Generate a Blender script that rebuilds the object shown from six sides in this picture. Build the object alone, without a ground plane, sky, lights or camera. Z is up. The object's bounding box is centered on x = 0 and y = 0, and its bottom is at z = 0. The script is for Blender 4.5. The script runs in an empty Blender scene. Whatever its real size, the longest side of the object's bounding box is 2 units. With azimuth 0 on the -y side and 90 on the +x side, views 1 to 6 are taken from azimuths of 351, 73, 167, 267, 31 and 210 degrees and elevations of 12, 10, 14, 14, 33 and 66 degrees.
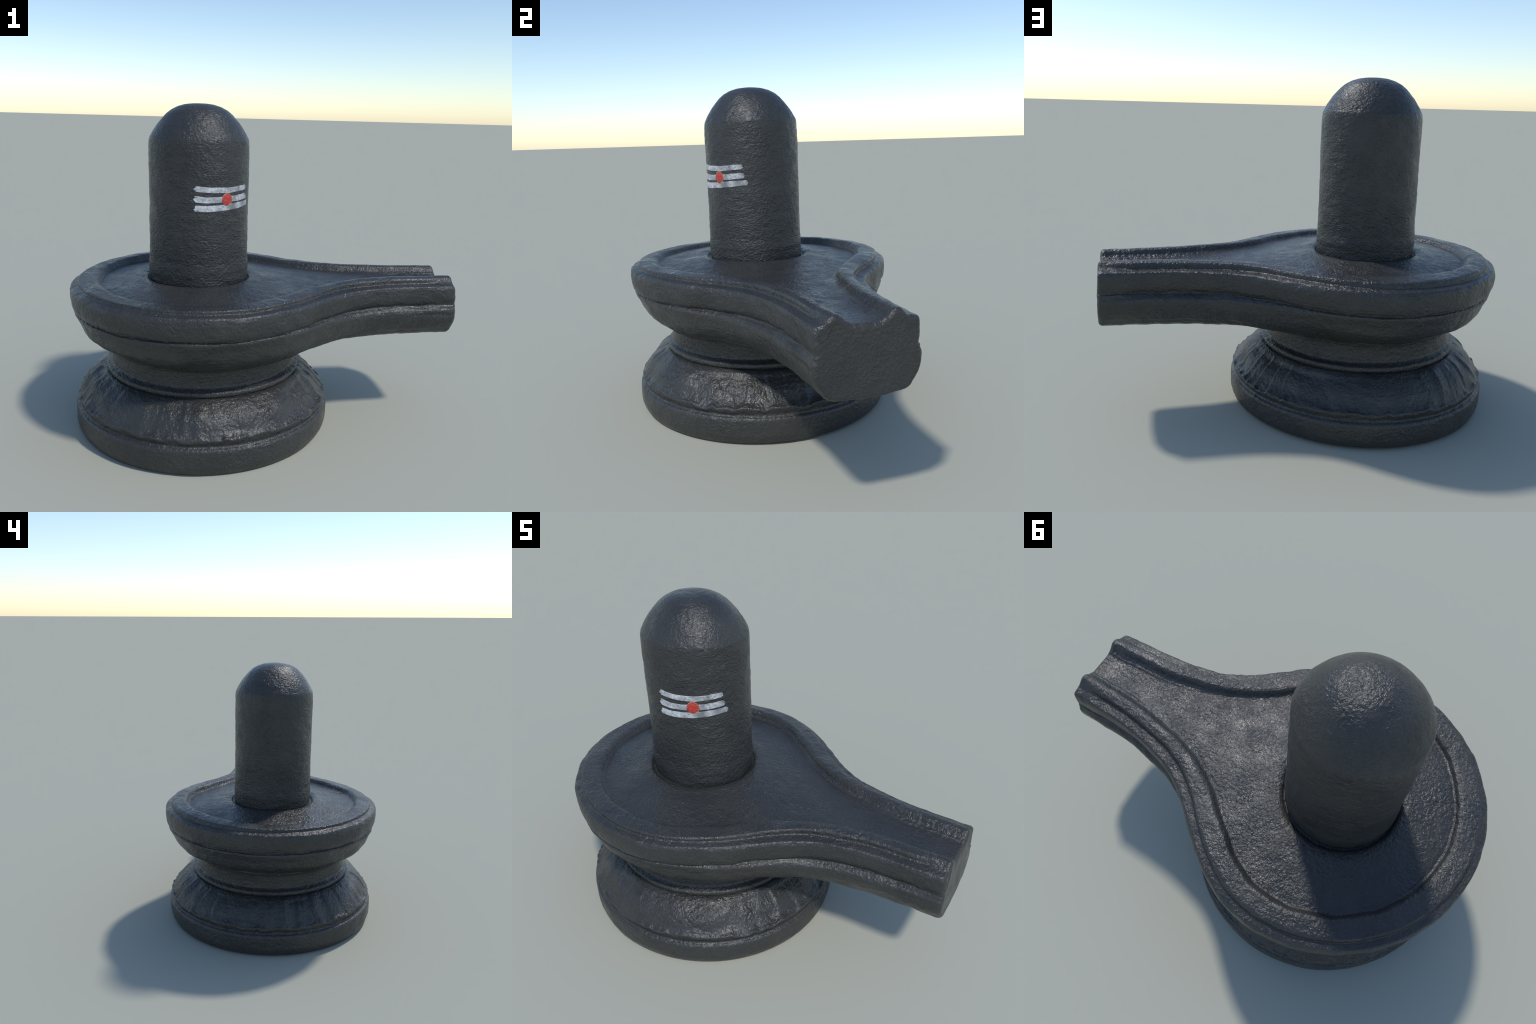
import bpy, bmesh, math
import numpy as np

# ------------------------------------------------------------------ helpers
def smoothstep(a, b, x):
    t = np.clip((np.asarray(x, float) - a) / (b - a), 0, 1)
    return t * t * (3 - 2 * t)

def _hash(ix, iy, iz, seed):
    h = (ix * 374761393 + iy * 668265263 + iz * 2147483647 + seed * 974634777) & 0xFFFFFFFF
    h = ((h ^ (h >> 13)) * 1274126177) & 0xFFFFFFFF
    h = ((h ^ (h >> 16)) * 2246822519) & 0xFFFFFFFF
    return ((h ^ (h >> 15)) & 0xFFFFFF) / float(0xFFFFFF) * 2 - 1

def vnoise(P, scale, seed=0):
    """smooth value noise in [-1, 1] at the points P (n, 3)"""
    q = np.asarray(P, float) * scale + 37.0
    i = np.floor(q).astype(np.int64)
    f = q - i
    f = f * f * f * (f * (f * 6 - 15) + 10)
    out = 0
    for dx in (0, 1):
        wx = f[:, 0] if dx else 1 - f[:, 0]
        for dy in (0, 1):
            wy = f[:, 1] if dy else 1 - f[:, 1]
            for dz in (0, 1):
                wz = f[:, 2] if dz else 1 - f[:, 2]
                out = out + wx * wy * wz * _hash(i[:, 0] + dx, i[:, 1] + dy, i[:, 2] + dz, seed)
    return out

def fbm(P, scale, octaves=3, seed=0, gain=0.5):
    a, s, tot, out = 1.0, scale, 0.0, 0
    for k in range(octaves):
        out = out + a * vnoise(P, s, seed + 17 * k)
        tot += a
        a *= gain
        s *= 2.03
    return out / tot * 1.6

def rounded(points, n, sigma):
    """dense polyline through the points, corners eased by a gaussian of width sigma (metres)"""
    p = np.asarray(points, float)
    L = np.concatenate([[0], np.cumsum(np.hypot(*np.diff(p, axis=0).T))])
    m = 4000
    t = np.linspace(0, L[-1], m)
    d = np.stack([np.interp(t, L, p[:, 0]), np.interp(t, L, p[:, 1])], -1)
    w = sigma / (L[-1] / m)
    k = int(4 * w) + 1
    g = np.exp(-0.5 * (np.arange(-k, k + 1) / w) ** 2)
    g /= g.sum()
    # reflect through the end points so that they stay where they are
    pre = 2 * d[0] - d[1:k + 1][::-1]
    post = 2 * d[-1] - d[-k - 1:-1][::-1]
    e = np.concatenate([pre, d, post])
    d = np.stack([np.convolve(e[:, c], g, 'valid') for c in (0, 1)], -1)
    idx = np.linspace(0, m - 1, n)
    return np.stack([np.interp(idx, np.arange(m), d[:, c]) for c in (0, 1)], -1)

def spline(pts, n):
    """natural cubic spline by chord length, n points evenly spaced along it"""
    p = np.asarray(pts, float)
    t = np.concatenate([[0], np.cumsum(np.hypot(*np.diff(p, axis=0).T))])
    m = len(p)
    A = np.zeros((m, m)); B = np.zeros((m, 2))
    A[0, 0] = A[-1, -1] = 1
    for i in range(1, m - 1):
        a, b = t[i] - t[i - 1], t[i + 1] - t[i]
        A[i, i - 1:i + 2] = a, 2 * (a + b), b
        B[i] = 6 * ((p[i + 1] - p[i]) / b - (p[i] - p[i - 1]) / a)
    M = np.linalg.solve(A, B)
    def ev(x):
        i = np.clip(np.searchsorted(t, x) - 1, 0, m - 2)
        h = (t[i + 1] - t[i])[:, None]
        a = (t[i + 1] - x)[:, None]; b = (x - t[i])[:, None]
        return (M[i] * a ** 3 + M[i + 1] * b ** 3) / (6 * h) + (p[i] / h - M[i] * h / 6) * a + (p[i + 1] / h - M[i + 1] * h / 6) * b
    x = np.linspace(0, t[-1], 6000)
    d = ev(x)
    L = np.concatenate([[0], np.cumsum(np.hypot(*np.diff(d, axis=0).T))])
    return ev(np.interp(np.linspace(0, L[-1], n), L, x))

def grid_faces(rows, cols, wrap=False, offset=0):
    c = np.arange(cols if wrap else cols - 1)
    r = np.arange(rows - 1)[:, None]
    c2 = (c + 1) % cols
    q = np.stack([r * cols + c, r * cols + c2, (r + 1) * cols + c2, (r + 1) * cols + c], -1)
    return q.reshape(-1, 4) + offset

def make_mesh(name, V, quads, tris=None):
    me = bpy.data.meshes.new(name)
    V = np.asarray(V, np.float32)
    nq = len(quads); nt = 0 if tris is None else len(tris)
    loops = np.concatenate([np.asarray(quads, np.int32).ravel()] + ([np.asarray(tris, np.int32).ravel()] if nt else []))
    me.vertices.add(len(V)); me.vertices.foreach_set('co', V.ravel())
    me.loops.add(len(loops)); me.loops.foreach_set('vertex_index', loops)
    me.polygons.add(nq + nt)
    st = np.concatenate([np.arange(nq) * 4, nq * 4 + np.arange(nt) * 3]).astype(np.int32)
    me.polygons.foreach_set('loop_start', st)
    me.update(calc_edges=True)
    me.validate()
    me.polygons.foreach_set('use_smooth', np.ones(len(me.polygons), bool))
    return me

def mesh_normals(me):
    n = np.zeros(len(me.vertices) * 3, np.float32)
    me.vertex_normals.foreach_get('vector', n)
    return n.reshape(-1, 3).astype(float)

def set_co(me, V):
    me.vertices.foreach_set('co', np.asarray(V, np.float32).ravel())
    me.update()

def add_object(name, me, parent, material):
    ob = bpy.data.objects.new(name, me)
    bpy.context.scene.collection.objects.link(ob)
    if parent:
        ob.parent = parent
    me.materials.clear()
    me.materials.append(material)
    return ob

def split_object(names, V, quads, tris, qmask, tmask, normals, parent, material):
    """one smooth surface as two objects whose border vertices and normals coincide"""
    obs = []
    for name, side in zip(names, (False, True)):
        q = quads[qmask == side]
        t = tris[tmask == side] if tris is not None else np.zeros((0, 3), int)
        used = np.unique(np.concatenate([q.ravel(), t.ravel()]))
        remap = np.full(len(V), -1); remap[used] = np.arange(len(used))
        me = make_mesh(name, V[used], remap[q], remap[t] if len(t) else None)
        me.normals_split_custom_set_from_vertices(normals[used].tolist())
        obs.append(add_object(name, me, parent, material))
    return obs

# ------------------------------------------------------------------ materials
class Nodes:
    def __init__(self, name):
        self.mat = bpy.data.materials.new(name)
        self.mat.use_nodes = True
        self.t = self.mat.node_tree
        self.t.nodes.clear()
        self.out = self.t.nodes.new('ShaderNodeOutputMaterial')
        self.bsdf = self.t.nodes.new('ShaderNodeBsdfPrincipled')
        self.t.links.new(self.bsdf.outputs[0], self.out.inputs[0])
        self.co = self.t.nodes.new('ShaderNodeTexCoord').outputs['Object']
    def link(self, a, b): self.t.links.new(a, b)
    def mapping(self, scale=(1, 1, 1), loc=(0, 0, 0), rot=(0, 0, 0)):
        m = self.t.nodes.new('ShaderNodeMapping')
        m.inputs['Scale'].default_value = scale; m.inputs['Location'].default_value = loc
        m.inputs['Rotation'].default_value = rot
        self.link(self.co, m.inputs['Vector'])
        return m.outputs[0]
    def noise(self, scale, detail=3, rough=0.5, vec=None, dist=0.0):
        n = self.t.nodes.new('ShaderNodeTexNoise')
        n.inputs['Scale'].default_value = scale; n.inputs['Detail'].default_value = detail
        n.inputs['Roughness'].default_value = rough; n.inputs['Distortion'].default_value = dist
        self.link(vec or self.co, n.inputs['Vector'])
        return n.outputs['Fac']
    def voronoi(self, scale, feature='F1', vec=None):
        n = self.t.nodes.new('ShaderNodeTexVoronoi')
        n.feature = feature
        n.inputs['Scale'].default_value = scale
        self.link(vec or self.co, n.inputs['Vector'])
        return n.outputs['Distance']
    def remap(self, v, a, b, c=0.0, d=1.0):
        n = self.t.nodes.new('ShaderNodeMapRange')
        n.inputs['From Min'].default_value = a; n.inputs['From Max'].default_value = b
        n.inputs['To Min'].default_value = c; n.inputs['To Max'].default_value = d
        self.link(v, n.inputs['Value'])
        return n.outputs[0]
    def math(self, op, a, b):
        n = self.t.nodes.new('ShaderNodeMath'); n.operation = op
        for s, v in zip(n.inputs, (a, b)):
            if isinstance(v, (int, float)): s.default_value = v
            else: self.link(v, s)
        return n.outputs[0]
    def mix(self, f, a, b, mode='MIX'):
        n = self.t.nodes.new('ShaderNodeMix'); n.data_type = 'RGBA'; n.blend_type = mode
        for s, v in ((n.inputs[0], f), (n.inputs[6], a), (n.inputs[7], b)):
            if isinstance(v, (int, float)): s.default_value = v
            elif isinstance(v, tuple): s.default_value = (*v, 1)
            else: self.link(v, s)
        return n.outputs[2]
    def bump(self, h, strength, dist, normal=None):
        n = self.t.nodes.new('ShaderNodeBump')
        n.inputs['Strength'].default_value = strength; n.inputs['Distance'].default_value = dist
        self.link(h, n.inputs['Height'])
        if normal: self.link(normal, n.inputs['Normal'])
        return n.outputs[0]

STONE_A = (0.0265, 0.0270, 0.0262)
STONE_B = (0.0380, 0.0383, 0.0370)
STONE_WARM = (0.043, 0.0385, 0.0325)

def stone_material(name, grain=1.0, stretch=1.0, gloss=0.0):
    m = Nodes(name)
    vec = m.mapping((1, 1, stretch))
    mott = m.remap(m.noise(5.0, 5, 0.6), 0.35, 0.68)
    speck = m.remap(m.noise(140.0, 3, 0.7), 0.45, 0.75)
    warm = m.remap(m.noise(3.1, 4, 0.6, m.mapping(loc=(3, 1, 7))), 0.5, 0.75)
    col = m.mix(mott, STONE_A, STONE_B)
    col = m.mix(m.math('MULTIPLY', warm, 0.85), col, STONE_WARM)
    col = m.mix(m.math('MULTIPLY', speck, 0.35), col, (0.062, 0.063, 0.062))
    m.link(col, m.bsdf.inputs['Base Color'])
    ro = m.math('ADD', m.remap(m.noise(11.0, 5, 0.62, m.mapping(loc=(9, 4, 2))), 0.36, 0.64, 0.25 + gloss, 0.43 + gloss),
                m.remap(m.noise(90.0, 2, 0.6), 0.3, 0.7, -0.05, 0.05))
    m.link(ro, m.bsdf.inputs['Roughness'])
    m.bsdf.inputs['Specular IOR Level'].default_value = 0.5
    area = m.remap(m.noise(8.0, 5, 0.62, m.mapping(loc=(1, 8, 5))), 0.36, 0.64, 0.38, 1.1)
    pits = m.math('MULTIPLY', m.noise(70.0, 3.0, 0.55, vec, 0.3), area)
    n = m.bump(pits, 1.0, 0.0080 * grain)
    n = m.bump(m.noise(230.0, 2, 0.5, vec), 1.0, 0.0008 * grain, n)
    m.link(n, m.bsdf.inputs['Normal'])
    return m.mat

def paint_material():
    m = Nodes('white_ash_paint')
    streak = m.noise(95.0, 4, 0.7, m.mapping((1, 1, 1.5), rot=(0.4, 0.3, 0.2)), 0.8)
    patch = m.noise(24.0, 3, 0.6, m.mapping(loc=(2.3, 0.4, 1.7)))
    sep = m.t.nodes.new('ShaderNodeSeparateXYZ'); m.link(m.co, sep.inputs[0])
    right = m.remap(sep.outputs[0], -0.30, -0.20)          # the stroke runs thin to the right
    thin = m.math('ADD', m.remap(patch, 0.35, 0.65, -0.25, 0.55), m.math('MULTIPLY', right, 0.45))
    col = m.mix(thin, (0.68, 0.69, 0.705), (0.19, 0.195, 0.205))
    col = m.mix(m.remap(streak, 0.49, 0.66, 0.0, 0.85), col, (0.17, 0.175, 0.185))
    m.link(col, m.bsdf.inputs['Base Color'])
    m.bsdf.inputs['Roughness'].default_value = 0.5
    m.link(m.bump(streak, 0.4, 0.004), m.bsdf.inputs['Normal'])
    return m.mat

def red_material():
    m = Nodes('vermilion_paint')
    st = m.noise(60.0, 4, 0.6, m.mapping((1, 1, 2.5), rot=(0.5, 0, 0.3)), 1.0)
    col = m.mix(m.remap(st, 0.35, 0.7), (0.53, 0.026, 0.017), (0.50, 0.100, 0.078))
    col = m.mix(m.remap(m.noise(100.0, 3, 0.6, None, 0.8), 0.52, 0.68, 0, 0.8), col, (0.25, 0.013, 0.012))
    m.link(col, m.bsdf.inputs['Base Color'])
    m.bsdf.inputs['Roughness'].default_value = 0.42
    m.link(m.bump(st, 0.4, 0.004), m.bsdf.inputs['Normal'])
    return m.mat

def rim_material():
    m = Nodes('ochre_paint')
    st = m.noise(38.0, 3, 0.6)
    col = m.mix(m.remap(st, 0.38, 0.62), (0.30, 0.10, 0.03), (0.50, 0.33, 0.27))
    m.link(col, m.bsdf.inputs['Base Color'])
    m.bsdf.inputs['Roughness'].default_value = 0.5
    return m.mat

stone = stone_material('dark_polished_stone')
shaft_stone = stone_material('dark_dressed_stone', 0.9, 1.7)

root = bpy.data.objects.new('stone_lingam', None)
bpy.context.scene.collection.objects.link(root)
root['label'] = 'black stone lingam on a spouted round basin, painted with white stripes'
root['category'] = 'religious stone statue'

# ------------------------------------------------------------------ pedestal: base and neck
CX, CY = -0.319, 0.0
NT = 1250
base_pts = [(0.0, 0.003), (0.40, 0.001), (0.636, 0.0), (0.650, 0.006), (0.659, 0.022), (0.6655, 0.045), (0.6665, 0.09),
            (0.6660, 0.119), (0.6615, 0.130), (0.6500, 0.1355), (0.6460, 0.141), (0.6470, 0.148), (0.6520, 0.162), (0.6545, 0.171), (0.6520, 0.1775),
            (0.642, 0.185), (0.629, 0.201), (0.6165, 0.221), (0.603, 0.241), (0.584, 0.262), (0.560, 0.282),
            (0.534, 0.299), (0.513, 0.3075), (0.4965, 0.3095)]
neck_pts = [(0.4965, 0.3095), (0.5040, 0.3125), (0.5080, 0.317), (0.5080, 0.3310), (0.5040, 0.3360), (0.4920, 0.3420), (0.4820, 0.3490), (0.4795, 0.354), (0.4795, 0.360),
            (0.4790, 0.385), (0.4805, 0.410), (0.4835, 0.428), (0.4880, 0.434), (0.4890, 0.441), (0.4950, 0.445), (0.4930, 0.458), (0.470, 0.468), (0.30, 0.468), (0.0, 0.468)]
b = rounded(base_pts, 300, 0.0026)
k = rounded(neck_pts, 185, 0.0016)
prof = np.concatenate([b, k[1:]])
th = np.linspace(0, 2 * np.pi, NT, endpoint=False)
R = prof[:, 0][:, None]; Z = prof[:, 1][:, None] + 0 * th
ct, sn = np.cos(th), np.sin(th)
V = np.stack([CX + R * ct, CY + R * sn, Z], -1).reshape(-1, 3)
quads = grid_faces(len(prof), NT, True)
me = make_mesh('tmp', V, quads)
N = mesh_normals(me)
T = np.tile(th, len(prof)); Rr = np.repeat(prof[:, 0], NT); Zr = np.repeat(prof[:, 1], NT)
ring = np.stack([np.cos(T) * 1.6, np.sin(T) * 1.6, Zr * 1.3], -1)     # stretched down the slope: flutes
face = smoothstep(0.168, 0.186, Zr) * (1 - smoothstep(0.292, 0.309, Zr)) * (Rr > 0.49)
lip = np.exp(-((Zr - 0.168) / 0.016) ** 2) * (Rr > 0.6)
P = V
deg = np.degrees(T)
near = lambda a, wd: np.exp(-(((deg - a + 180) % 360 - 180) / wd) ** 2)
flank = 0.30 + 0.9 * np.clip(near(186, 26) + near(22, 30) + near(128, 17) + near(240, 16), 0, 1)
flute = vnoise(ring, 7.5, 11) * 0.0040 + vnoise(ring, 15, 12) * 0.0012
ridge = -np.abs(vnoise(ring, 4.2, 21)) * 0.005 + 0.002
d = face * flank * (flute + ridge) + face * fbm(P, 8, 3, 31) * 0.0050
# worn petals: each rises sharply on one edge and dies away on the other (angle, height, spread)
petals = [(2, .008, 9), (13, .011, 9), (22, .012, 8), (30, .010, 8), (37, .006, 7), (104, .007, 9), (113, .011, 9), (121, .006, 8),
          (132, .010, 10), (142, .007, 8), (174, .009, 9), (183, .012, 9), (192, .009, 9), (201, .010, 9), (211, .005, 9), (222, .005, 10),
          (246, .005, 10), (257, .008, 12), (270, .002, 12), (318, .002, 10), (328, .003, 9), (336, .007, 9), (345, .007, 9), (354, .006, 8),
          (60, .003, 12), (80, .003, 14)]
slope = np.clip((0.305 - Zr) / 0.13, 0, 1)
for a, amp, sp_ in petals:
    bend = 3.0 * math.sin(a * 1.7) * slope ** 2 + 0.7 * vnoise(ring, 6, int(a))
    t = (deg - a - bend + 180) % 360 - 180
    saw = smoothstep(-1.4, 1.1, t) * np.clip(1 - t / sp_, 0, 1) ** 1.3
    d += face * 1.15 * amp * (saw - 0.35 * np.exp(-(t / sp_) ** 2)) * np.sin(np.pi * np.clip(slope * 0.86 + 0.1, 0, 1)) ** 0.6
# the face is hollower below the spout
d -= (0.014 * near(-32, 18) + 0.020 * near(40, 26) + 0.007 * near(5, 15)) * smoothstep(0.165, 0.22, Zr) * (1 - smoothstep(0.285, 0.309, Zr)) * (Rr > 0.49)
wave = (vnoise(ring, 6, 45) * 0.0090 + vnoise(ring, 14, 46) * 0.0065 + vnoise(ring, 30, 47) * 0.0020) * np.exp(-((Zr - 0.172) / 0.02) ** 2) * (Rr > 0.6)
d += lip * (vnoise(ring, 7, 41) * 0.0035 + vnoise(ring, 15, 42) * 0.0022)
rest = (1 - face) * smoothstep(0.0, 0.03, Zr)
d += rest * fbm(P, 7, 3, 51) * 0.0016
d += fbm(P, 38, 2, 61) * 0.0007 * smoothstep(0.0, 0.02, Zr) * (Rr > 0.1)
d -= 0.011 * near(48, 24) * smoothstep(0.335, 0.35, Zr) * (Rr > 0.4)
# the drum draws in towards the ground on the +y side
d -= 0.006 * near(62, 50) * smoothstep(0.10, 0.0, Zr) * (Rr > 0.6)
d -= 0.004 * near(28, 32) * smoothstep(0.20, 0.10, Zr) * (Rr > 0.6)
# a few forked hair cracks on the sloping face of the base (angle in degrees, radius)
cracks = [[(-72, .615), (-69, .600), (-66.5, .608), (-63, .590), (-60.5, .584)],
          [(-66.5, .608), (-64.5, .622), (-60, .627), (-56, .640)],
          [(-38, .575), (-36.5, .592), (-31, .612), (-27, .640)],
          [(-36.5, .592), (-39.5, .606), (-40, .622)],
          [(104, .57), (106, .60), (103.5, .63)], [(198, .56), (201, .60), (200, .64)]]
for line in cracks:
    for (a0, r0), (a1, r1) in zip(line, line[1:]):
        p0 = np.array([math.radians(a0) * 0.6, r0]); p1 = np.array([math.radians(a1) * 0.6, r1])
        q = np.stack([((T + np.pi) % (2 * np.pi) - np.pi) * 0.6 if a0 < 180 else T * 0.6, Rr + 0.004 * vnoise(P, 60, 3)], -1)
        u = np.clip(((q - p0) @ (p1 - p0)) / ((p1 - p0) @ (p1 - p0)), 0, 1)
        dist = np.hypot(*(q - p0 - u[:, None] * (p1 - p0)).T)
        d -= face * 0.0034 * np.exp(-(dist / 0.0024) ** 2)
V = V + N * d[:, None]
V[:, 2] += wave
# the waist sits a little off the axis of the base
lean = smoothstep(0.20, 0.33, Zr)
V[:, 0] -= 0.002 * lean; V[:, 1] -= 0.003 * lean
V[:, 2] = np.maximum(V[:, 2], 0)
set_co(me, V)
N = mesh_normals(me)
bpy.data.meshes.remove(me)
rowq = np.repeat(np.arange(len(prof) - 1), NT)
split_object(('base', 'neck'), V, quads, None, rowq >= len(b) - 1, None, N, root, stone)

# ------------------------------------------------------------------ basin with its spout
XEND = 0.978
arc = [(-1.002, 0.0), (-0.970, 0.205), (-0.879, 0.390), (-0.749, 0.530), (-0.580, 0.631), (-0.449, 0.6705), (-0.319, 0.682),
       (-0.195, 0.668)]
# the flare into the spout is fuller on the -y side
plus = arc + [(-0.070, 0.619), (0.020, 0.563), (0.080, 0.518), (0.140, 0.468), (0.195, 0.420), (0.270, 0.358), (0.325, 0.320),
              (0.398, 0.281), (0.466, 0.257), (0.541, 0.238), (0.621, 0.221), (0.722, 0.209), (0.840, 0.206), (XEND, 0.205)]
minus = arc + [(-0.070, 0.626), (0.020, 0.577), (0.079, 0.539), (0.112, 0.516), (0.149, 0.487), (0.183, 0.456), (0.231, 0.416),
               (0.285, 0.372), (0.341, 0.334), (0.378, 0.311), (0.438, 0.281), (0.500, 0.261), (0.564, 0.246), (0.630, 0.234),
               (0.727, 0.224), (0.842, 0.220), (XEND, 0.214)]
full = [(x, y) for x, y in plus[::-1]] + [(x, -y) for x, y in minus[1:]]
NS = 1301
E2 = spline(full, NS)
tan = np.gradient(E2, axis=0); tan /= np.hypot(*tan.T)[:, None]
inn = np.stack([-tan[:, 1], tan[:, 0]], -1)                 # inward normal
w = smoothstep(0.02, 0.52, E2[:, 0])                        # 0 round bowl, 1 spout
# matching control points (inset from the outline, height), from the lowest crease up, over the rim and down to the floor
bowl = [(.1785, .447), (.165, .453), (.147, .464), (.124, .480), (.0925, .500), (.0700, .520), (.0560, .540), (.0475, .560),
        (.039, .581), (.027, .602), (.0185, .619), (.0185, .628), (.0270, .634), (.0310, .6405), (.0170, .644), (.0095, .652),
        (.0040, .670), (.0010, .693), (.000, .712), (.0012, .730), (.0045, .7420), (.0110, .7490), (.0355, .7550), (.0400, .7580),
        (.0420, .7700), (.0470, .7765), (.0750, .7790), (.1060, .7815), (.1200, .7800), (.1300, .7745), (.1370, .7650), (.1430, .7575), (.152, .756)]
spou = [(.078, .474), (.058, .481), (.042, .494), (.034, .507), (.024, .517), (.014, .535), (.003, .553), (-.005, .573),
        (-.010, .595), (-.011, .610), (-.008, .624), (.001, .633), (.014, .640), (.0165, .646), (.0125, .653), (.0070, .663),
        (.0025, .679), (.0005, .696), (.000, .715), (.0006, .735), (.0035, .7455), (.0090, .7505), (.0400, .7550), (.0440, .7585),
        (.0460, .7740), (.0515, .7825), (.0740, .7878), (.0930, .7872), (.1020, .7825), (.1085, .7740), (.1160, .7630), (.1260, .7560), (.137, .754)]
# worn end of the spout: shallower grooves, the ridge sunk into a soft slope
worn = [(.078, .474), (.058, .479), (.040, .492), (.032, .506), (.023, .517), (.014, .535), (.005, .553), (-.001, .573),
        (-.004, .595), (-.005, .610), (-.003, .624), (.002, .633), (.007, .641), (.0085, .647), (.0070, .654), (.0045, .663),
        (.0020, .679), (.0005, .696), (.000, .715), (.0012, .732), (.0050, .7430), (.0120, .7500), (.0400, .7575), (.0480, .7630),
        (.0550, .7705), (.0630, .7790), (.0760, .7865), (.0910, .7865), (.1010, .7825), (.1100, .7750), (.1190, .7640), (.1270, .7570), (.137, .754)]
SEG = 7
def dense(pts, sig):
    p = np.asarray(pts, float); n = len(p)
    t = np.linspace(0, n - 1, (n - 1) * 24 + 1)
    dd = np.stack([np.interp(t, np.arange(n), p[:, c]) for c in (0, 1)], -1)
    ln = np.concatenate([[0], np.cumsum(np.hypot(*np.diff(dd, axis=0).T))])
    s = rounded(dd, 3000, sig)
    return np.stack([np.interp(ln / ln[-1] * 2999, np.arange(3000), s[:, c]) for c in (0, 1)], -1)[::24 // 8]
pb, ps, pe = dense(bowl, 0.0016), dense(spou, 0.0016), dense(worn, 0.0050)
NP = len(pb)
# outline pieces share the profile; rows run over the profile, columns along the outline
wd = np.where(E2[:, 1] < 0, smoothstep(-0.20, 0.57, E2[:, 0]), smoothstep(-0.13, 0.49, E2[:, 0]))                      # the bowl fills out before it rises into the spout
low = smoothstep(0.66, 0.62, pb[:, 1])[:, None]
wD = low * wd + (1 - low) * w
wE = smoothstep(0.80, 0.965, E2[:, 0])
SD = ps[:, 0][:, None] * (1 - wE) + pe[:, 0][:, None] * wE
SZ = ps[:, 1][:, None] * (1 - wE) + pe[:, 1][:, None] * wE
D = pb[:, 0][:, None] * (1 - wD) + SD * wD
wZ = low * smoothstep(-0.05, 0.42, E2[:, 0]) + (1 - low) * w
Zp = pb[:, 1][:, None] * (1 - wZ) + SZ * wZ
# the rim stands a little higher on the +y side
thE = np.arctan2(E2[:, 1], E2[:, 0] - CX)
# and its inner lip is not quite concentric with the outside
arc_s = np.cumsum(np.concatenate([[0], np.hypot(*np.diff(E2, axis=0).T)]))
lump = vnoise(np.stack([arc_s, 0 * arc_s, 0 * arc_s], -1), 9.0, 91) * 0.0035 + vnoise(np.stack([arc_s, 0 * arc_s, 0 * arc_s], -1), 24.0, 92) * 0.0015
side_y = np.where(E2[:, 1] > 0, 1.0, -1.0)
flare = np.exp(-((E2[:, 0] - 0.26) / 0.24) ** 2)
shift = (1 - w) * (0.006 * np.sin(thE) + 0.004 * np.clip(-np.cos(thE), 0, 1)) + lump + w * (0.004 + 0.001 * side_y) + flare * (0.010 + 0.001 * side_y)
D = D + (smoothstep(0.055, 0.105, D) * (1 - w) + smoothstep(0.012, 0.035, D) * w) * smoothstep(0.72, 0.75, Zp) * shift
Zp = Zp - 0.008 * np.cos(thE + np.radians(40)) * smoothstep(0.53, 0.46, Zp) * (1 - wZ)
Zp = Zp - 0.006 * np.clip(np.cos(thE - np.radians(225)), 0, 1) * smoothstep(0.765, 0.785, Zp) * (1 - w)
Zp = Zp + smoothstep(0.765, 0.785, Zp) * (1 - w) * 0.011 * np.clip(np.sin(thE), 0, 1) * smoothstep(.03, .06, D)
X = E2[:, 0] + inn[:, 0] * D
Y = E2[:, 1] + inn[:, 1] * D
SX, SY = -0.351, -0.009
RH = 0.263
def floor_z(x, y):
    r = np.hypot(x - SX, y - SY)
    lift = 0.008 * np.exp(-((x - 0.18) / 0.17) ** 2 - (y / 0.2) ** 2)
    return lift + np.interp(r, [0.25, 0.263, 0.275, 0.30, 0.33, 0.40, 0.47, 0.54, 0.70, 0.95, 1.35], [.770, .777, .7825, .7840, .7790, .7705, .7625, .7565, .7545, .751, .747])
# floor: from the foot of the rim to the socket of the shaft, or to the midline of the spout
xs = 0.5 * (E2[:, 0] + E2[::-1, 0])                          # mirrored columns share their station on the midline
X0 = 0.06
rnd = xs < X0
ir = np.where(rnd)[0]; i0, i1 = ir[0], ir[-1]
ang = np.zeros(NS)
ang[i0:i1 + 1] = np.linspace(0, 2 * np.pi, i1 - i0 + 1)
def targets(cx, cy, rad):
    tx = cx + rad * np.cos(ang); ty = cy + rad * np.sin(ang)
    xe = cx + rad
    f = (xs - X0) / (XEND - X0)
    tx = np.where(rnd, tx, xe + (XEND - xe) * f)
    my = cy + (-0.007 - cy) * smoothstep(0, 0.5, f)
    ty = np.where(rnd, ty, my)
    return tx, ty
NF = 60
u = np.linspace(0, 1, NF + 1)[1:, None]
tx, ty = targets(SX, SY, RH)
FX = X[-1] + (tx - X[-1]) * u; FY = Y[-1] + (ty - Y[-1]) * u
FZ = floor_z(FX, FY)
zj = Zp[-1] - floor_z(X[-1], Y[-1])
FZ = FZ + zj * np.exp(-u * 14)
FX[-1], FY[-1], FZ[-1] = tx, ty, floor_z(tx, ty)
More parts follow.
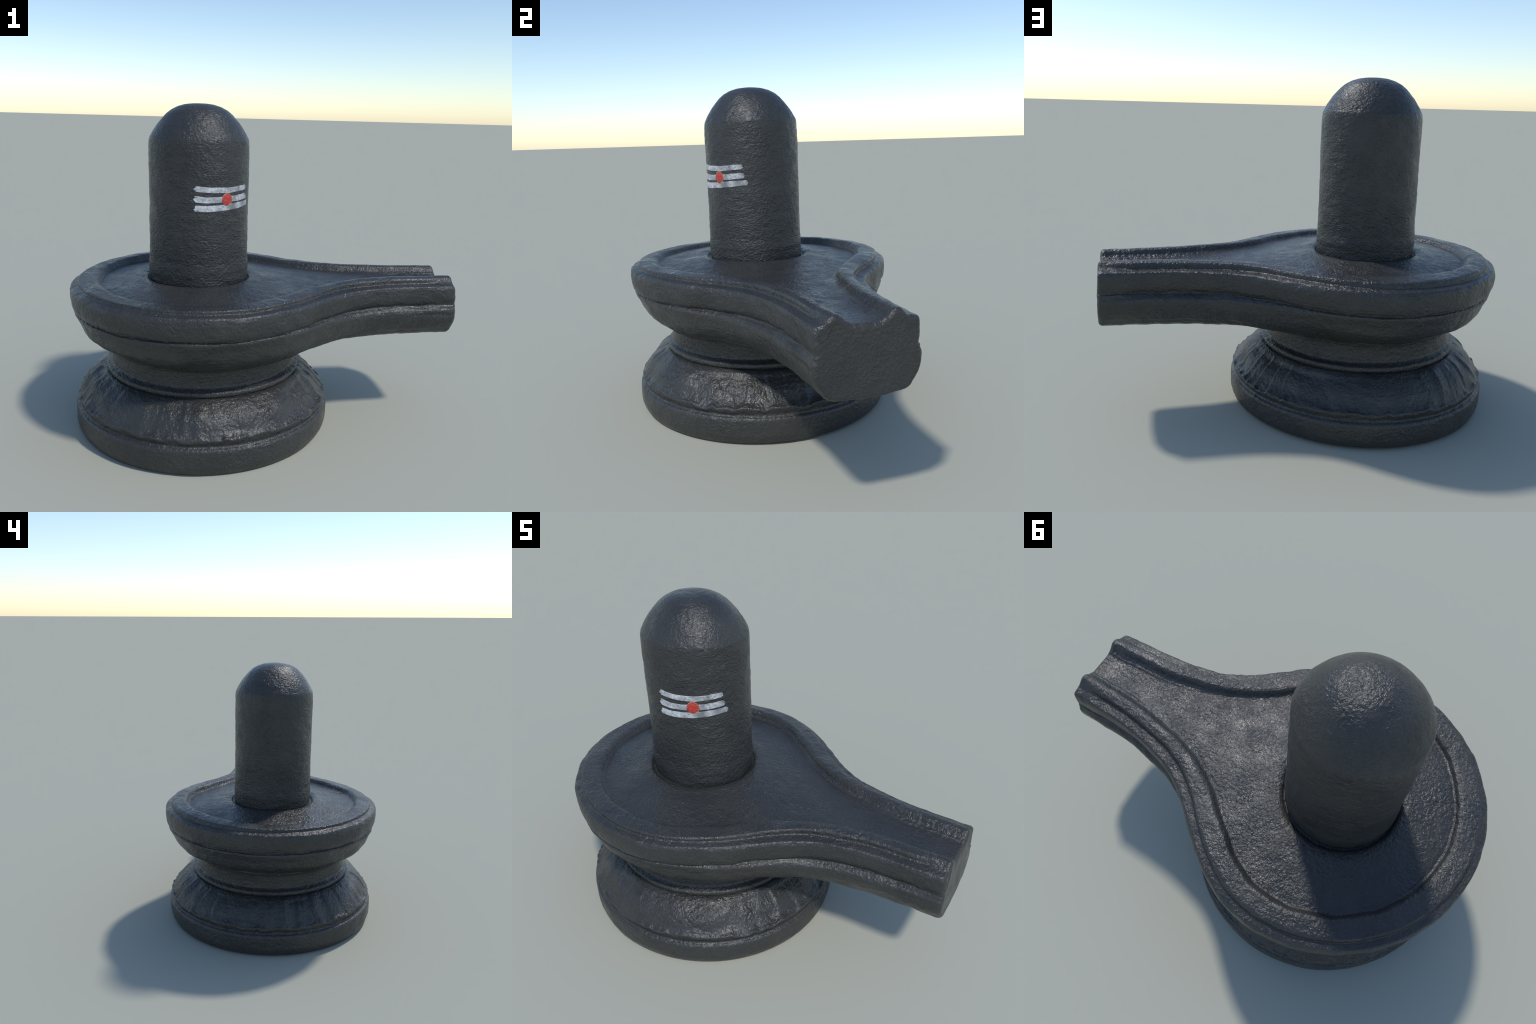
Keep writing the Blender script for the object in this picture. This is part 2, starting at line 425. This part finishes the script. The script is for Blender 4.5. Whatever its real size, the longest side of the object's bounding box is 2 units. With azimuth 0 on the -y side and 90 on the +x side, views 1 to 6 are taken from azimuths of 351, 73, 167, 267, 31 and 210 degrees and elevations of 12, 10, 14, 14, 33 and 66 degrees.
# under side: from the lowest crease to the neck, or to the midline under the spout
NU = 44
ub = np.linspace(0, 1, NU + 1)[1:, None]
bx, by = targets(CX, CY, 0.44)
BX = X[0] + (bx - X[0]) * ub; BY = Y[0] + (by - Y[0]) * ub
zt = 0.448 + (0.4715 - 0.448) * smoothstep(0.10, 0.62, bx)
BZ = Zp[0] + (zt - Zp[0]) * (1 - (1 - ub) ** 3)
BX[-1], BY[-1], BZ[-1] = bx, by, zt
GX = np.concatenate([BX[::-1], X, FX]); GY = np.concatenate([BY[::-1], Y, FY]); GZ = np.concatenate([BZ[::-1], Zp, FZ])
NR = len(GX)
V = np.stack([GX, GY, GZ], -1).reshape(-1, 3)
quads = grid_faces(NR, NS)
col = np.tile(np.arange(NS - 1), NR - 1)
extra_V = [V]; extra_q = [quads]; extra_c = [col]
base_n = len(V)
# socket round the foot of the shaft: a narrow moat
last = (NR - 1) * NS + np.arange(i0, i1 + 1)
na = len(last)
prev = last
for rr, zz in ((0.2610, .7735), (0.2585, .7690), (0.2555, .7660), (0.2510, .7650), (0.2450, .7648), (0.20, .7640)):
    a = ang[i0:i1 + 1]
    nv = np.stack([SX + rr * np.cos(a), SY + rr * np.sin(a), np.full(na, zz)], -1)
    cur = base_n + np.arange(na); base_n += na
    extra_V.append(nv)
    extra_q.append(np.stack([prev[:-1], prev[1:], cur[1:], cur[:-1]], -1)); extra_c.append(np.arange(i0, i1))
    prev = cur
# rounded end of the spout: rings that shrink inwards as they move out
loop = np.concatenate([np.arange(NR) * NS, (np.arange(NR - 1)[::-1]) * NS + NS - 1])[:-1]   # up the +y side, down the -y side
# drop the doubled midline vertices later by merging
L2 = V[loop][:, 1:]
tl = np.roll(L2, -1, 0) - np.roll(L2, 1, 0); tl /= np.maximum(np.hypot(*tl.T), 1e-9)[:, None]
ns = np.stack([-tl[:, 1], tl[:, 0]], -1)
cen = np.array([-0.009, 0.62])
if np.mean(np.sum(ns * (cen - L2), 1)) < 0: ns = -ns
for _ in range(10): ns = (ns + np.roll(ns, 1, 0) + np.roll(ns, -1, 0)); ns /= np.hypot(*ns.T)[:, None]
prev = loop
RB = 0.021
nl = len(loop)
for ph in list(np.linspace(0, np.pi / 2, 9)[1:]) + [None]:
    ins, dx = (RB * (1 - math.cos(ph)), RB * math.sin(ph)) if ph else (RB + 0.004, RB)
    lean = 0.012 * (0.62 - L2[:, 1]) / 0.3
    q = L2 + ns * ins
    for _ in range(int(40 * min(1.0, ins / RB))):
        q = 0.5 * q + 0.25 * (np.roll(q, 1, 0) + np.roll(q, -1, 0))
    nv = np.stack([XEND + (dx + lean * dx / RB * 0.6), q[:, 0], q[:, 1]], -1)
    cur = base_n + np.arange(nl); base_n += nl
    extra_V.append(nv)
    extra_q.append(np.stack([prev, cur, np.roll(cur, -1), np.roll(prev, -1)], -1)); extra_c.append(np.full(nl, 5 * NS))
    prev = cur
capring = prev
V = np.concatenate(extra_V); quads = np.concatenate(extra_q); col = np.concatenate(extra_c)
# weld the midline
key = np.round(V / 2e-6).astype(np.int64)
_, first, inv = np.unique(key, axis=0, return_index=True, return_inverse=True)
inv = inv.ravel()
V = V[first]; quads = inv[quads]; capring = inv[capring]
ok = np.array([True] * len(quads)); srt = np.sort(quads, 1)
ndup = (np.diff(srt, axis=1) == 0).sum(1)
ok = ndup == 0
tri_src = quads[ndup == 1]; tri_col = col[ndup == 1]
tris = []
for q in tri_src:
    s = []
    for v in q:
        if v not in s: s.append(v)
    tris.append(s)
quads = quads[ok]; col = col[ok]
# fill the end face
bm = bmesh.new()
vs = []
seen = set()
ringv = [v for v in capring if not (v in seen or seen.add(v))]
for v in ringv: vs.append(bm.verts.new(V[v]))
bm.verts.index_update()
f = bm.faces.new(vs)
res = bmesh.ops.triangulate(bm, faces=[f], quad_method='BEAUTY', ngon_method='BEAUTY')
captris = [[ringv[v.index] for v in fc.verts] for fc in bm.faces]
bm.free()
ntri0 = len(tris)
tris = np.array(tris + captris, int).reshape(-1, 3)
tcol = np.concatenate([tri_col, np.full(len(captris), 5 * NS)])
me = make_mesh('tmp', V, quads, tris)
# consistent outward normals
bm = bmesh.new(); bm.from_mesh(me); bmesh.ops.recalc_face_normals(bm, faces=bm.faces)
flip_test = max(bm.faces, key=lambda fc: fc.calc_center_median().z)
bm.faces.ensure_lookup_table()
if flip_test.normal.z < 0: bmesh.ops.reverse_faces(bm, faces=bm.faces)
bm.to_mesh(me); bm.free()
nq = len(quads)
loops = np.zeros(len(me.loops), np.int32); me.loops.foreach_get('vertex_index', loops)
quads = loops[:nq * 4].reshape(-1, 4); tris = loops[nq * 4:].reshape(-1, 3)
N = mesh_normals(me)
z = V[:, 2]; x = V[:, 0]
top = smoothstep(0.735, 0.76, z)
side = 1 - top
d = fbm(V, 6.0, 3, 71) * 0.0020
d += side * (fbm(V * np.array([1, 1, 1.8]), 10, 3, 72) * 0.0024)
lower = smoothstep(0.645, 0.60, z) * smoothstep(0.43, 0.46, z)
d += lower * fbm(V, 8, 3, 73) * 0.0030
# chipped, dented arrises
arris = np.exp(-((z - 0.744) / 0.010) ** 2) + np.exp(-((z - 0.627) / 0.008) ** 2) + 0.7 * np.exp(-((z - 0.655) / 0.008) ** 2)
d -= arris * (smoothstep(0.25, 0.75, vnoise(V, 15, 78)) * 0.0026 + smoothstep(0.35, 0.8, vnoise(V, 34, 79)) * 0.0016)
d += side * np.exp(-((z - 0.6405) / 0.006) ** 2) * (0.5 + 0.5 * vnoise(V, 9, 80)) * 0.006
# the lower band of the spout is worn into shallow dents near its end
d -= np.exp(-(((x - 0.86) / 0.11) ** 2 + ((V[:, 1] + 0.21) / 0.05) ** 2 + ((z - 0.600) / 0.012) ** 2)) * 0.006
d += top * fbm(V, 13, 3, 74) * 0.0012
d += fbm(V, 38, 2, 75) * 0.0006
V = V + N * d[:, None]
V[:, 1] -= 0.003 * smoothstep(0.62, 0.50, z) * smoothstep(0.45, 0.05, x)
# mouldings wander a little up and down
V[:, 2] += side * smoothstep(0.47, 0.52, z) * fbm(V * np.array([1, 1, 0.4]), 7, 2, 77) * 0.0032
V[:, 0] = np.clip(V[:, 0], -1.0, 1.0)
set_co(me, V)
N = mesh_normals(me)
fn = np.cross(V[capring[0]] - V[capring[len(capring) // 3]], V[capring[0]] - V[capring[2 * len(capring) // 3]])
fn = fn / np.linalg.norm(fn); fn *= np.sign(fn[0])
N[np.unique(capring)] = fn
bpy.data.meshes.remove(me)
cs = np.where(xs < 0.40)[0]
c0, c1 = cs[0], cs[-1]
is_spout = lambda c: (c < c0) | (c >= c1)
split_object(('basin', 'spout'), V, quads, tris, is_spout(col), is_spout(tcol), N, root, stone)

# ------------------------------------------------------------------ shaft with rounded head
prof_r = [(0.0, .738), (.243, .738), (.2470, .742), (.2475, .78), (.2490, .81), (.2505, .845), (.2495, .862), (.2468, .885), (.2465, .95),
          (.2460, 1.05), (.2458, 1.15), (.2463, 1.25), (.2468, 1.35), (.2468, 1.42), (.2458, 1.462), (.2436, 1.480), (.2360, 1.4945),
          (.2226, 1.5190), (.2040, 1.5480), (.1800, 1.5780), (.1600, 1.6000), (.1370, 1.6190), (.1050, 1.6360), (.070, 1.6465), (.035, 1.651), (0.0, 1.652)]
sp = rounded(prof_r, 420, 0.0042)
sp[0] = prof_r[0]; sp[-1] = (0, prof_r[-1][1])
NSH = 640
ths = np.linspace(0, 2 * np.pi, NSH, endpoint=False)
def shaft_axis(zv):
    return -0.351 - 0.002 * (zv - 1.2), -0.013 - 0.010 * (zv - 1.2)
def shaft_relief(P):
    q = P * np.array([1, 1, 1.5])
    return fbm(q, 7, 3, 81) * 0.0015 + fbm(q, 30, 3, 82) * 0.0012
def shaft_point(th_, r_, z_, lift=0.0):
    ax, ay = shaft_axis(z_)
    c, s = np.cos(th_), np.sin(th_)
    P = np.stack([ax + 1.018 * r_ * c, ay + 0.980 * r_ * s, z_ + 0 * th_], -1).reshape(-1, 3)
    k = np.minimum(1, (r_ / 0.2)) + 0 * th_
    d = (shaft_relief(P) + lift) * np.ravel(k)
    return P + d[:, None] * np.stack([np.ravel(c + 0 * r_), np.ravel(s + 0 * r_), 0 * d], -1)
rr = sp[:, 0][:, None]; zz = sp[:, 1][:, None]
V = shaft_point(ths[None, :] + 0 * rr, rr + 0 * ths, zz + 0 * ths)
me = make_mesh('shaft', V, grid_faces(len(sp), NSH, True))
shaft = add_object('shaft', me, root, shaft_stone)
side_sel = (sp[:, 1] > 0.76) & (sp[:, 1] < 1.45)
radius_at = lambda zv: np.interp(zv, sp[side_sel, 1], sp[side_sel, 0])

# ------------------------------------------------------------------ painted marks, a thin coat that follows the stone
def coat(name, TH, ZZ, lift, material, edge=3):
    """TH, ZZ: grids of angle (radians) and height; the border rows dip into the stone so that the coat has a closed edge"""
    rows, cols = TH.shape
    e = np.minimum.reduce([np.arange(rows)[:, None] + 0 * np.arange(cols), np.arange(rows)[::-1][:, None] + 0 * np.arange(cols),
                           np.arange(cols)[None, :] + 0 * np.arange(rows)[:, None], np.arange(cols)[::-1][None, :] + 0 * np.arange(rows)[:, None]])
    l = lift * np.clip(e / 1.0, 0, 1) - 0.0012 * (e == 0)
    V = shaft_point(TH, radius_at(ZZ), ZZ, l.ravel())
    me = make_mesh(name, V, grid_faces(rows, cols))
    return add_object(name, me, shaft, material)

white = paint_material()
stripes = [  # angle knots (deg), upper edge, lower edge, blunt left and right ends
    ([-98, -83.5, -60, -43, -31], [1.2685, 1.2620, 1.2600, 1.2640, 1.2670], [1.2410, 1.2360, 1.2320, 1.2380, 1.2420], -98.0, -28.6, 3),
    ([-98, -85, -68, -52, -43, -29], [1.2225, 1.2145, 1.2165, 1.2190, 1.2225, 1.2255], [1.1905, 1.1850, 1.1870, 1.1900, 1.1920, 1.1970], -98.6, -26.8, 7),
    ([-98, -85, -62, -44, -27], [1.1770, 1.1730, 1.1790, 1.1860, 1.1895], [1.1470, 1.1440, 1.1490, 1.1545, 1.1630], -98.2, -23.2, 12)]
for ka, kt, kb, left, right, seed in stripes:
    rows, cols = 34, 240
    v = np.linspace(0, 1, rows); uu = np.linspace(0, 1, cols)
    line = lambda s, f: vnoise(np.stack([np.full_like(s, seed * 1.3), s * f, 0 * s], -1), 1.0, seed)
    # ragged brush start on the left, rounder finish on the right
    L = left + 2.4 * np.abs(v - 0.38) ** 1.2 * 1.6 - 0.9 + 1.1 * line(v, 9.0) + 0.6 * line(v + 5, 21.0)
    Rg = right - 9.0 * np.abs(v - 0.5) ** 2.2 * 1.2 + 0.7 + 0.5 * line(v + 9, 7.0)
    A = L[:, None] + (Rg - L)[:, None] * uu
    sm = lambda y: np.interp(A, ka, y)
    rough = 0.0010
    wob = lambda off: rough * vnoise(np.stack([A.ravel() * 0.5 + off, 0 * A.ravel(), 0 * A.ravel() + seed], -1), 1.0, seed).reshape(A.shape)
    top_e = sm(kt) + wob(3); bot_e = sm(kb) + wob(40)
    ZZ = bot_e + (top_e - bot_e) * v[:, None]
    # ease the knots of the edge lines
    ker = np.hanning(31); ker /= ker.sum()
    ZZ = np.stack([np.convolve(np.pad(r_, 15, mode='reflect', reflect_type='odd'), ker, 'valid') for r_ in ZZ])
    coat('paint_stripe', np.radians(A), ZZ, 0.0009, white)

def disc(name, ca, cz, ra, rz, lift, material, seed, hole=None):
    n, m = 96, 18
    t = np.linspace(0, 2 * np.pi, n, endpoint=False)
    wob = 1 + 0.025 * vnoise(np.stack([np.cos(t) * 2, np.sin(t) * 2, 0 * t + seed], -1), 1.0, seed)
    rad = np.concatenate([[1.0], np.linspace(1.0, 0.0, m)])
    lf = np.concatenate([[-0.0015], np.full(m, lift)])
    lf[1] = lift * 0.7
    TH = np.radians(ca + ra * np.outer(rad, np.cos(t) * wob)); ZZ = cz + rz * np.outer(rad, np.sin(t) * wob)
    V = shaft_point(TH, radius_at(ZZ), ZZ, np.repeat(lf, n))
    me = make_mesh(name, V, grid_faces(len(rad), n, True)[:, ::-1])
    return add_object(name, me, shaft, material)
disc('dot_rim', -60.7, 1.2015, 6.95, 0.0310, 0.0016, rim_material(), 2)
disc('red_dot', -61.2, 1.2025, 6.15, 0.0272, 0.0024, red_material(), 4)
